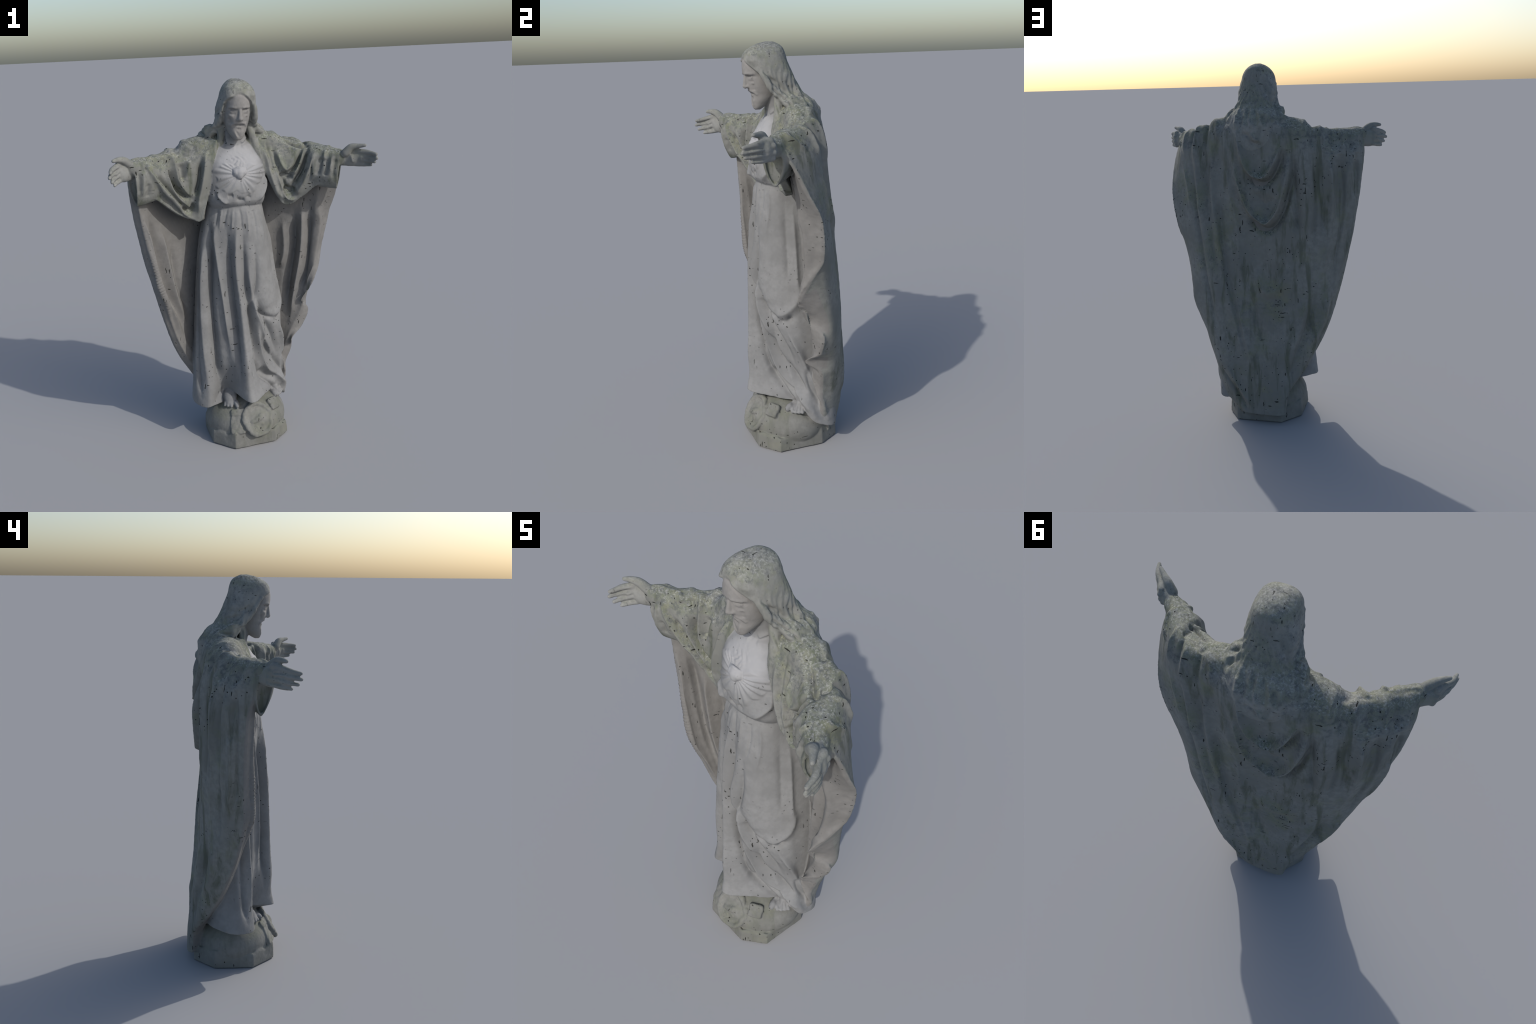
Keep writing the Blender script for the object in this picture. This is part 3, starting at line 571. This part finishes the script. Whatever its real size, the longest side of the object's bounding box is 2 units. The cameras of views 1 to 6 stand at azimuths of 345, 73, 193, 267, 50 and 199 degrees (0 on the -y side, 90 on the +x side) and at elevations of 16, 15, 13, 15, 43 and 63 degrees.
fold('back tip', .016, .010, [(0.008, 0.240, 1.639), (-0.006, 0.239, 1.604), (-0.042, 0.236, 1.603)])
fold('back tip', .012, -0.0100, [(0.073, 0.234, 1.639), (0.030, 0.239, 1.619), (0.011, 0.238, 1.589), (-0.036, 0.234, 1.578)])
fold('brow', .006, .004, [(-0.041, -0.074, 1.859), (-0.022, -0.102, 1.862), (-0.000, -0.111, 1.856)])
fold('brow', .006, .004, [(0.024, -0.113, 1.856), (0.048, -0.108, 1.858), (0.074, -0.080, 1.854)])
fold('cheek hollow', .012, -0.0060, [(-0.036, -0.069, 1.814), (-0.031, -0.071, 1.794), (-0.027, -0.065, 1.775)])
fold('cheek hollow', .010, -0.0050, [(0.059, -0.083, 1.815), (0.056, -0.081, 1.796), (0.053, -0.075, 1.779)])
fold('cheek', .012, .004, [(-0.039, -0.069, 1.830), (-0.026, -0.083, 1.823), (-0.012, -0.091, 1.814)])
fold('moustache', .006, .005, [(0.015, -0.088, 1.782), (-0.006, -0.084, 1.783), (-0.021, -0.070, 1.773), (-0.024, -0.060, 1.758)])
fold('moustache', .006, .005, [(0.018, -0.088, 1.782), (0.038, -0.083, 1.779), (0.052, -0.069, 1.768), (0.056, -0.060, 1.756)])
fold('mouth', .004, -0.0070, [(-0.014, -0.075, 1.772), (0.011, -0.080, 1.769), (0.043, -0.075, 1.768)])
fold('lower lip', .004, .003, [(0.002, -0.076, 1.762), (0.015, -0.077, 1.760), (0.029, -0.076, 1.760)])
fold('under the lip', .006, -0.0050, [(0.002, -0.075, 1.753), (0.015, -0.076, 1.749), (0.028, -0.075, 1.751)])
fold('beard lock', .006, .004, [(-0.010, -0.069, 1.745), (-0.002, -0.071, 1.726), (0.007, -0.071, 1.709)])
fold('beard groove', .005, -0.0050, [(-0.002, -0.073, 1.742), (0.006, -0.073, 1.725), (0.014, -0.072, 1.712)])
fold('beard lock', .006, .004, [(0.036, -0.072, 1.745), (0.028, -0.072, 1.727), (0.024, -0.070, 1.707)])
fold('hairline', .006, -0.0080, [(-0.002, -0.112, 1.916), (-0.026, -0.100, 1.905), (-0.041, -0.081, 1.893), (-0.049, -0.068, 1.871), (-0.054, -0.055, 1.845), (-0.052, -0.030, 1.806)])
fold('hairline', .006, -0.0080, [(0.004, -0.113, 1.922), (0.033, -0.114, 1.920), (0.058, -0.106, 1.901), (0.075, -0.086, 1.880), (0.086, -0.053, 1.849), (0.090, -0.029, 1.822)])
fold('front wave', .010, .006, [(-0.008, -0.111, 1.923), (-0.035, -0.098, 1.912), (-0.047, -0.078, 1.896), (-0.059, -0.067, 1.871)])
fold('front wave', .010, .006, [(0.025, -0.113, 1.934), (0.057, -0.108, 1.910), (0.084, -0.079, 1.882), (0.097, -0.057, 1.855)])
fold('neck tendon', .010, .006, [(-0.034, 0.011, 1.737), (-0.030, 0.014, 1.690), (-0.026, 0.007, 1.664)])
fold('neck tendon', .010, .006, [(0.085, 0.055, 1.704), (0.060, 0.016, 1.687), (0.038, 0.003, 1.670)])
fold('arm roll', .014, .010, [(-0.318, 0.036, 1.633), (-0.334, 0.117, 1.641), (-0.352, 0.160, 1.559)])
fold('arm groove', .014, -.012, [(-0.285, 0.076, 1.658), (-0.294, 0.151, 1.638), (-0.309, 0.184, 1.554)])
fold('arm roll', .014, .010, [(-0.239, 0.075, 1.690), (-0.248, 0.147, 1.667), (-0.258, 0.187, 1.610)])
fold('arm roll', .014, .010, [(-0.411, 0.007, 1.642), (-0.444, 0.069, 1.599), (-0.471, 0.110, 1.500)])
fold('arm groove', .014, -.012, [(-0.367, 0.034, 1.641), (-0.395, 0.105, 1.596), (-0.416, 0.137, 1.528)])
fold('arm groove', .014, -.012, [(-0.464, -0.013, 1.642), (-0.490, 0.044, 1.588), (-0.508, 0.086, 1.500)])
fold('arm roll', .012, .010, [(-0.505, -0.047, 1.646), (-0.523, 0.014, 1.592), (-0.536, 0.050, 1.528)])
fold('arm roll', .012, .012, [(0.417, -0.013, 1.641), (0.442, 0.047, 1.606), (0.447, 0.085, 1.506)])
fold('arm groove', .012, -.014, [(0.387, -0.028, 1.638), (0.393, 0.061, 1.648), (0.400, 0.116, 1.542)])
fold('arm roll', .014, .012, [(0.344, 0.046, 1.652), (0.353, 0.113, 1.635), (0.370, 0.139, 1.465)])
fold('arm groove', .014, -.012, [(0.287, 0.068, 1.679), (0.289, 0.128, 1.672), (0.295, 0.163, 1.540)])
fold('arm roll', .012, .010, [(0.490, -0.090, 1.628), (0.506, -0.052, 1.596), (0.496, 0.017, 1.543)])
fold('deep arm fold', .012, -.020, [(0.405, -0.029, 1.642), (0.356, -0.020, 1.634), (0.281, 0.040, 1.674)])
fold('shoulder roll', .020, .010, [(0.253, 0.080, 1.697), (0.226, 0.150, 1.677), (0.210, 0.182, 1.582)])
fold('arm roll', .012, .010, [(-0.424, -0.016, 1.639), (-0.398, -0.031, 1.610)])
fold('arm groove', .012, -.012, [(-0.380, 0.003, 1.632), (-0.355, -0.012, 1.598)])
fold('arm roll', .012, .010, [(-0.371, 0.052, 1.644), (-0.340, 0.020, 1.628), (-0.319, 0.008, 1.600)])
fold('cuff groove', .012, -.008, [(-0.508, -0.100, 1.585), (-0.509, -0.102, 1.528), (-0.509, -0.083, 1.463)])
fold('cuff roll', .012, .007, [(-0.482, -0.089, 1.590), (-0.491, -0.099, 1.526), (-0.501, -0.075, 1.448)])
fold('cuff groove', .012, -.008, [(-0.468, -0.092, 1.523), (-0.465, -0.079, 1.479), (-0.475, -0.066, 1.444)])
fold('cuff groove', .010, -.007, [(0.494, -0.174, 1.577), (0.483, -0.175, 1.526), (0.482, -0.164, 1.468)])
fold('collar edge', .008, .006, [(0.124, -0.007, 1.651), (0.135, -0.018, 1.594), (0.153, -0.023, 1.547)])
fold('collar groove', .010, -.010, [(0.177, 0.017, 1.667), (0.186, -0.004, 1.619), (0.196, -0.020, 1.556), (0.195, -0.026, 1.496)])
fold('coil groove', .006, -.006, [(-0.071, -0.122, 0.162), (-0.064, -0.147, 0.114), (-0.031, -0.177, 0.088)])
fold('coil groove', .006, -.006, [(0.013, -0.183, 0.086), (0.062, -0.165, 0.095), (0.095, -0.144, 0.127)])
fold('coil groove', .006, -.006, [(0.068, -0.063, 0.220), (0.097, -0.107, 0.195), (0.107, -0.124, 0.160)])
fold('collar bone', .014, .005, [(-0.053, 0.009, 1.663), (-0.015, -0.002, 1.654), (0.010, -0.009, 1.647)])
fold('collar bone', .014, .005, [(0.103, 0.001, 1.665), (0.069, 0.005, 1.657), (0.038, -0.005, 1.650)])
fold('crease above the eye', .006, -.008, [(-0.035, -0.081, 1.853), (-0.021, -0.096, 1.851), (-0.003, -0.105, 1.850)])
fold('crease above the eye', .006, -.008, [(0.033, -0.105, 1.848), (0.051, -0.098, 1.847), (0.075, -0.073, 1.847)])
fold('crease below the eye', .006, -.004, [(-0.033, -0.078, 1.832), (-0.019, -0.090, 1.828), (-0.005, -0.097, 1.831)])
fold('crease below the eye', .006, -.004, [(0.035, -0.098, 1.827), (0.051, -0.091, 1.824), (0.066, -0.079, 1.825)])
fold('finger gap', .0045, -.007, [(-0.620, -0.091, 1.603), (-0.645, -0.141, 1.602)])
fold('finger gap', .0045, -.007, [(-0.614, -0.078, 1.585), (-0.649, -0.141, 1.584)])
fold('finger gap', .0045, -.007, [(-0.611, -0.078, 1.558), (-0.634, -0.125, 1.556)])
fold('finger gap', .0045, -.007, [(0.623, -0.194, 1.589), (0.653, -0.250, 1.591), (0.665, -0.308, 1.589)])
fold('finger gap', .0045, -.007, [(0.622, -0.191, 1.566), (0.652, -0.251, 1.571), (0.662, -0.304, 1.570)])
fold('finger gap', .0045, -.007, [(0.618, -0.194, 1.543), (0.647, -0.240, 1.547), (0.654, -0.274, 1.548)])
fold('finger gap', .0045, -.006, [(0.621, -0.243, 1.588), (0.642, -0.276, 1.588), (0.657, -0.312, 1.587)])
fold('finger gap', .0045, -.006, [(0.621, -0.243, 1.568), (0.642, -0.276, 1.569)])
fold('finger gap', .0045, -.006, [(0.620, -0.235, 1.548), (0.636, -0.259, 1.548), (0.651, -0.278, 1.547)])
fold('finger gap', .0045, -.006, [(-0.604, -0.131, 1.612), (-0.639, -0.165, 1.597), (-0.661, -0.206, 1.588)])
fold('finger gap', .0045, -.006, [(-0.598, -0.129, 1.589), (-0.634, -0.158, 1.573)])
fold('finger gap', .0045, -.006, [(-0.603, -0.124, 1.563), (-0.623, -0.144, 1.554), (-0.641, -0.170, 1.550)])
fold('thumb pad', .010, .005, [(0.557, -0.210, 1.606), (0.572, -0.206, 1.574), (0.578, -0.204, 1.548)])
fold('toe gap', .0045, -.007, [(0.181, 0.035, 0.240), (0.191, 0.031, 0.227), (0.204, 0.025, 0.212)])
fold('toe gap', .004, -.005, [(0.199, 0.051, 0.242), (0.208, 0.046, 0.225), (0.221, 0.039, 0.206)])
fold('toe gap', .004, -.005, [(0.207, 0.064, 0.243), (0.215, 0.060, 0.225), (0.228, 0.054, 0.211)])
fold('toe gap', .004, -.005, [(0.224, 0.072, 0.246), (0.221, 0.072, 0.226), (0.229, 0.068, 0.216)])
# ---
# sunburst of rays behind the heart
HC = np.array([.007, 1.522])
sel = np.nonzero(is_('torso') & (N0[:, 1] < -.3))[0]
dx, dz = P0[sel, 0] - HC[0], P0[sel, 2] - HC[1]
r = np.hypot(dx, dz); th_ = np.arctan2(dz, dx)
ct, st = np.cos(th_), np.sin(th_)
reach = 1 / np.sqrt((ct / .142) ** 2 + (st / np.where(st > 0, .062, .100)) ** 2) * (1 + .10 * np.sin(5 * th_ + 1) + .06 * np.sin(11 * th_))
plate = np.clip((reach - r) / .008, 0, 1) * np.clip(r / .02, 0, 1)
teeth = np.sin(th_ * 19 + 2.6 * np.sin(2 * th_ + .6) + 1.6 * np.sin(5 * th_) + .5)
DISP[sel] += plate * (.003 + .0030 * teeth * np.clip(r / .07, 0, 1) * (.35 + .65 * np.abs(ct)))
flame = np.exp(-(dx / .035) ** 2 - ((dz - .068) / .026) ** 2)
DISP[sel] += flame * (.003 + .004 * np.sin(dx * 230 + 5 * np.sin(dz * 70)) * np.sin(dz * 130 + 40 * np.abs(dx)))
# fine wavy strands all over the hair
sel = np.nonzero(is_('hair'))[0]
X = P0[sel]; ha = np.arctan2(X[:, 0] - .022, .03 - X[:, 1])
wave = np.sin(ha * 23 + 2.4 * np.sin(X[:, 2] * 46 + ha * 3) + 1.3 * np.sin(X[:, 2] * 21 + 5 * ha)) * np.sin(ha * 9 + X[:, 2] * 14)
DISP[sel] += .0024 * wave * np.clip((1.93 - X[:, 2]) / .10, 0.12, 1)
# worn, slightly uneven stone
def lumps(X, f, seed):
    g = np.random.default_rng(seed); k = g.normal(size=(14, 3)) * f; ph = g.uniform(0, 6.28, 14)
    return np.sin(X @ k.T + ph).mean(1) * 1.6
DISP += is_('wreath', 'scroll') * (.0030 * lumps(P0, 120, 5) + .0016 * lumps(P0, 260, 6))
DISP += .0016 * lumps(P0, 28, 1) + .0010 * lumps(P0, 75, 2) + .0005 * lumps(P0, 190, 3)
P = P0 + N0 * DISP[:, None]
P = smooth(P, 1, .4)
P[:, 2] = np.maximum(P[:, 2], 0)
fl = np.sort(vl[Q], axis=1)[:, 1]

# ------------------------------------------------------------------ objects
class Nodes:
    """small helper to write node trees as expressions"""
    def __init__(self, mat):
        self.t = mat.node_tree; self.n = self.t.nodes; self.l = self.t.links
    def put(self, sock, v):
        if isinstance(v, bpy.types.NodeSocket): self.l.new(v, sock)
        elif isinstance(v, (tuple, list)) and len(sock.default_value) == 4 and len(v) == 3: sock.default_value = (*v, 1)
        else: sock.default_value = v
    def math(self, op, a, b=0.0, clamp=False):
        x = self.n.new('ShaderNodeMath'); x.operation = op; x.use_clamp = clamp
        self.put(x.inputs[0], a); self.put(x.inputs[1], b); return x.outputs[0]
    def noise(self, co, scale, detail=4.0, rough=.55, dist=0.0):
        x = self.n.new('ShaderNodeTexNoise'); self.put(x.inputs['Vector'], co)
        x.inputs['Scale'].default_value = scale; x.inputs['Detail'].default_value = detail
        x.inputs['Roughness'].default_value = rough; x.inputs['Distortion'].default_value = dist
        return x.outputs['Fac']
    def voronoi(self, co, scale):
        x = self.n.new('ShaderNodeTexVoronoi'); self.put(x.inputs['Vector'], co); x.inputs['Scale'].default_value = scale
        return x.outputs['Distance']
    def mapping(self, co, loc=(0, 0, 0), rot=(0, 0, 0), scale=(1, 1, 1)):
        x = self.n.new('ShaderNodeMapping'); self.put(x.inputs[0], co)
        x.inputs[1].default_value = loc; x.inputs[2].default_value = rot; x.inputs[3].default_value = scale
        return x.outputs[0]
    def step(self, v, lo, hi, a=0.0, b=1.0):
        x = self.n.new('ShaderNodeMapRange'); x.interpolation_type = 'SMOOTHSTEP'
        for i, q in zip((0, 1, 2, 3, 4), (v, lo, hi, a, b)): self.put(x.inputs[i], q)
        return x.outputs[0]
    def mix(self, f, a, b):
        x = self.n.new('ShaderNodeMix'); x.data_type = 'RGBA'
        self.put(x.inputs[0], f); self.put(x.inputs[6], a); self.put(x.inputs[7], b); return x.outputs[2]

def stone(name, base, alt, moss=0.0, lichen=0.0, streak=0.0, specks=1.0, wash=None, grain=.45):
    mat = bpy.data.materials.new(name); mat.use_nodes = True
    k = Nodes(mat); bsdf = k.n['Principled BSDF']
    co = k.n.new('ShaderNodeTexCoord').outputs['Object']
    sep = k.n.new('ShaderNodeSeparateXYZ'); k.l.new(k.n.new('ShaderNodeNewGeometry').outputs['Normal'], sep.inputs[0])
    up = k.step(sep.outputs[2], -.1, .8)
    # stained stone
    c = k.mix(k.step(k.noise(co, 5, 5), .38, .64), base, alt)
    c = k.mix(k.step(k.noise(co, 38, 5, .65), .38, .66, 0, grain), c, tuple(v * .76 for v in base))
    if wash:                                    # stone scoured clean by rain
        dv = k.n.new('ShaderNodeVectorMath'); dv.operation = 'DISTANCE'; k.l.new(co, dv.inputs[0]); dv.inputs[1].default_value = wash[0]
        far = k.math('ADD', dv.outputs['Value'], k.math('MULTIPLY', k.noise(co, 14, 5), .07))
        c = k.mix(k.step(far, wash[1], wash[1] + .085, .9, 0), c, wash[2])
    # water streaks running down
    if streak:
        run = k.noise(k.mapping(co, scale=(1, 1, .16)), 17, 5, .6, .4)
        c = k.mix(k.step(run, .50, .68, 0, streak), c, (.075, .085, .060))
    # moss and algae in patches, thickest where rain settles
    if moss:
        m = k.math('ADD', k.noise(co, 6.5, 6, .6), k.math('MULTIPLY', up, .20))
        m = k.step(m, .53, .72)
        g = k.noise(co, 70, 4, .7)
        m = k.math('MULTIPLY', m, k.step(g, .30, .60, .35, 1.0))
        green = k.mix(k.step(k.noise(co, 16, 3), .42, .6), (.128, .150, .088), (.188, .198, .112))
        c = k.mix(k.math('MULTIPLY', m, moss), c, green)
    # crusts of pale and dark lichen on the tops
    if lichen:
        flat = k.step(k.math('ADD', sep.outputs[2], k.math('MULTIPLY', k.noise(co, 9, 3), .6)), .75, 1.05)
        crust = k.step(k.math('ADD', sep.outputs[2], k.math('MULTIPLY', k.noise(co, 7, 4), .9)), .50, .95)
        c = k.mix(k.math('MULTIPLY', crust, k.step(k.noise(k.mapping(co, loc=(3, 1, 2)), 46, 6, .75), .46, .62, 0, min(1, lichen * 1.4))), c, (.085, .092, .098))
        fine = k.noise(co, 105, 6, .75)
        c = k.mix(k.math('MULTIPLY', flat, k.step(fine, .46, .64, 0, lichen)), c, (.40, .41, .40))
    # small dark chips
    if specks:
        wob = k.n.new('ShaderNodeVectorMath'); wob.operation = 'ADD'
        nz = k.n.new('ShaderNodeTexNoise'); k.l.new(co, nz.inputs['Vector']); nz.inputs['Scale'].default_value = 30
        sc = k.n.new('ShaderNodeVectorMath'); sc.operation = 'SCALE'; sc.inputs['Scale'].default_value = .016
        k.l.new(nz.outputs['Color'], sc.inputs[0]); k.l.new(co, wob.inputs[0]); k.l.new(sc.outputs[0], wob.inputs[1])
        w = wob.outputs[0]
        d = None
        for rot, sca, th in (((0, 0, 0), (1.35, 1.35, .26), .115), ((.5, .9, .4), (.24, 1.4, 1.4), .115), ((.9, .2, 1.2), (1.4, .24, 1.4), .115)):
            v = k.voronoi(k.mapping(w, rot=rot, scale=sca), 26)
            v = k.step(v, th * .85, th, 1, 0)
            d = v if d is None else k.math('MAXIMUM', d, v)
        d = k.math('MULTIPLY', d, k.step(k.noise(co, 4.2, 2), .40, .56))
        c = k.mix(k.math('MULTIPLY', d, specks), c, (.018, .018, .016))
    k.put(bsdf.inputs['Base Color'], c)
    bsdf.inputs['Roughness'].default_value = .88
    bsdf.inputs['Specular IOR Level'].default_value = .25
    bump = k.n.new('ShaderNodeBump'); bump.inputs['Strength'].default_value = .22; bump.inputs['Distance'].default_value = .004
    k.l.new(k.noise(co, 110, 6, .65), bump.inputs['Height']); k.l.new(bump.outputs[0], bsdf.inputs['Normal'])
    return mat
PALE = stone('pale_stone', (.216, .221, .225), (.176, .180, .183), specks=.95)
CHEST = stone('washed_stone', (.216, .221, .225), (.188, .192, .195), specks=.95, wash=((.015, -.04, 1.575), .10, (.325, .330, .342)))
ROBE = stone('mossy_stone', (.208, .214, .204), (.164, .170, .160), moss=.5, lichen=.5, streak=.7, grain=.75)
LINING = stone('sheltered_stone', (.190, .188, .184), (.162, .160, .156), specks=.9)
HAIR = stone('hair_stone', (.238, .243, .234), (.198, .204, .192), moss=.45, lichen=.45, streak=.25, specks=.8, grain=.7)
FACE = stone('face_stone', (.238, .234, .229), (.212, .208, .203), specks=.25)
SKIN = stone('hand_stone', (.236, .242, .236), (.196, .201, .192), moss=.22, lichen=.2, specks=.3, grain=.45)
FOOTING = stone('ground_stone', (.190, .193, .184), (.150, .153, .143), moss=.22, streak=.3, grain=.6)
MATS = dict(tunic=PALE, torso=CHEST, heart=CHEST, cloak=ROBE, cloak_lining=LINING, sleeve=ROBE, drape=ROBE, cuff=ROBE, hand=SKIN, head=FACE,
            neck=CHEST, hair=HAIR, foot=PALE, globe=FOOTING, base=FOOTING, wreath=FOOTING, scroll=FOOTING)
root = bpy.data.objects.new('stone_statue', None); bpy.context.scene.collection.objects.link(root)
root['label'] = 'weathered stone statue of a robed bearded man with open arms'
root['category'] = 'statue'
NV = normals(P)
PAIRED = ('hand', 'foot', 'sleeve', 'drape', 'cuff')
fx = P[Q, 0].mean(1)
pieces = []
for k, name in enumerate(names):
    for side in ((fx < .02, fx >= .02) if name in PAIRED else (fx < 9,)):
        pieces.append((name, Q[(fl == k) & side]))
for name, f in pieces:
    if not len(f): continue
    u, inv = np.unique(f, return_inverse=True)
    m = bpy.data.meshes.new(name); m.from_pydata(P[u].tolist(), [], inv.reshape(-1, 4).tolist()); m.update()
    m.polygons.foreach_set('use_smooth', np.ones(len(f), bool))
    m.normals_split_custom_set_from_vertices(NV[u].tolist())
    m.materials.append(MATS[name])
    b = bpy.data.objects.new(name, m); bpy.context.scene.collection.objects.link(b); b.parent = root
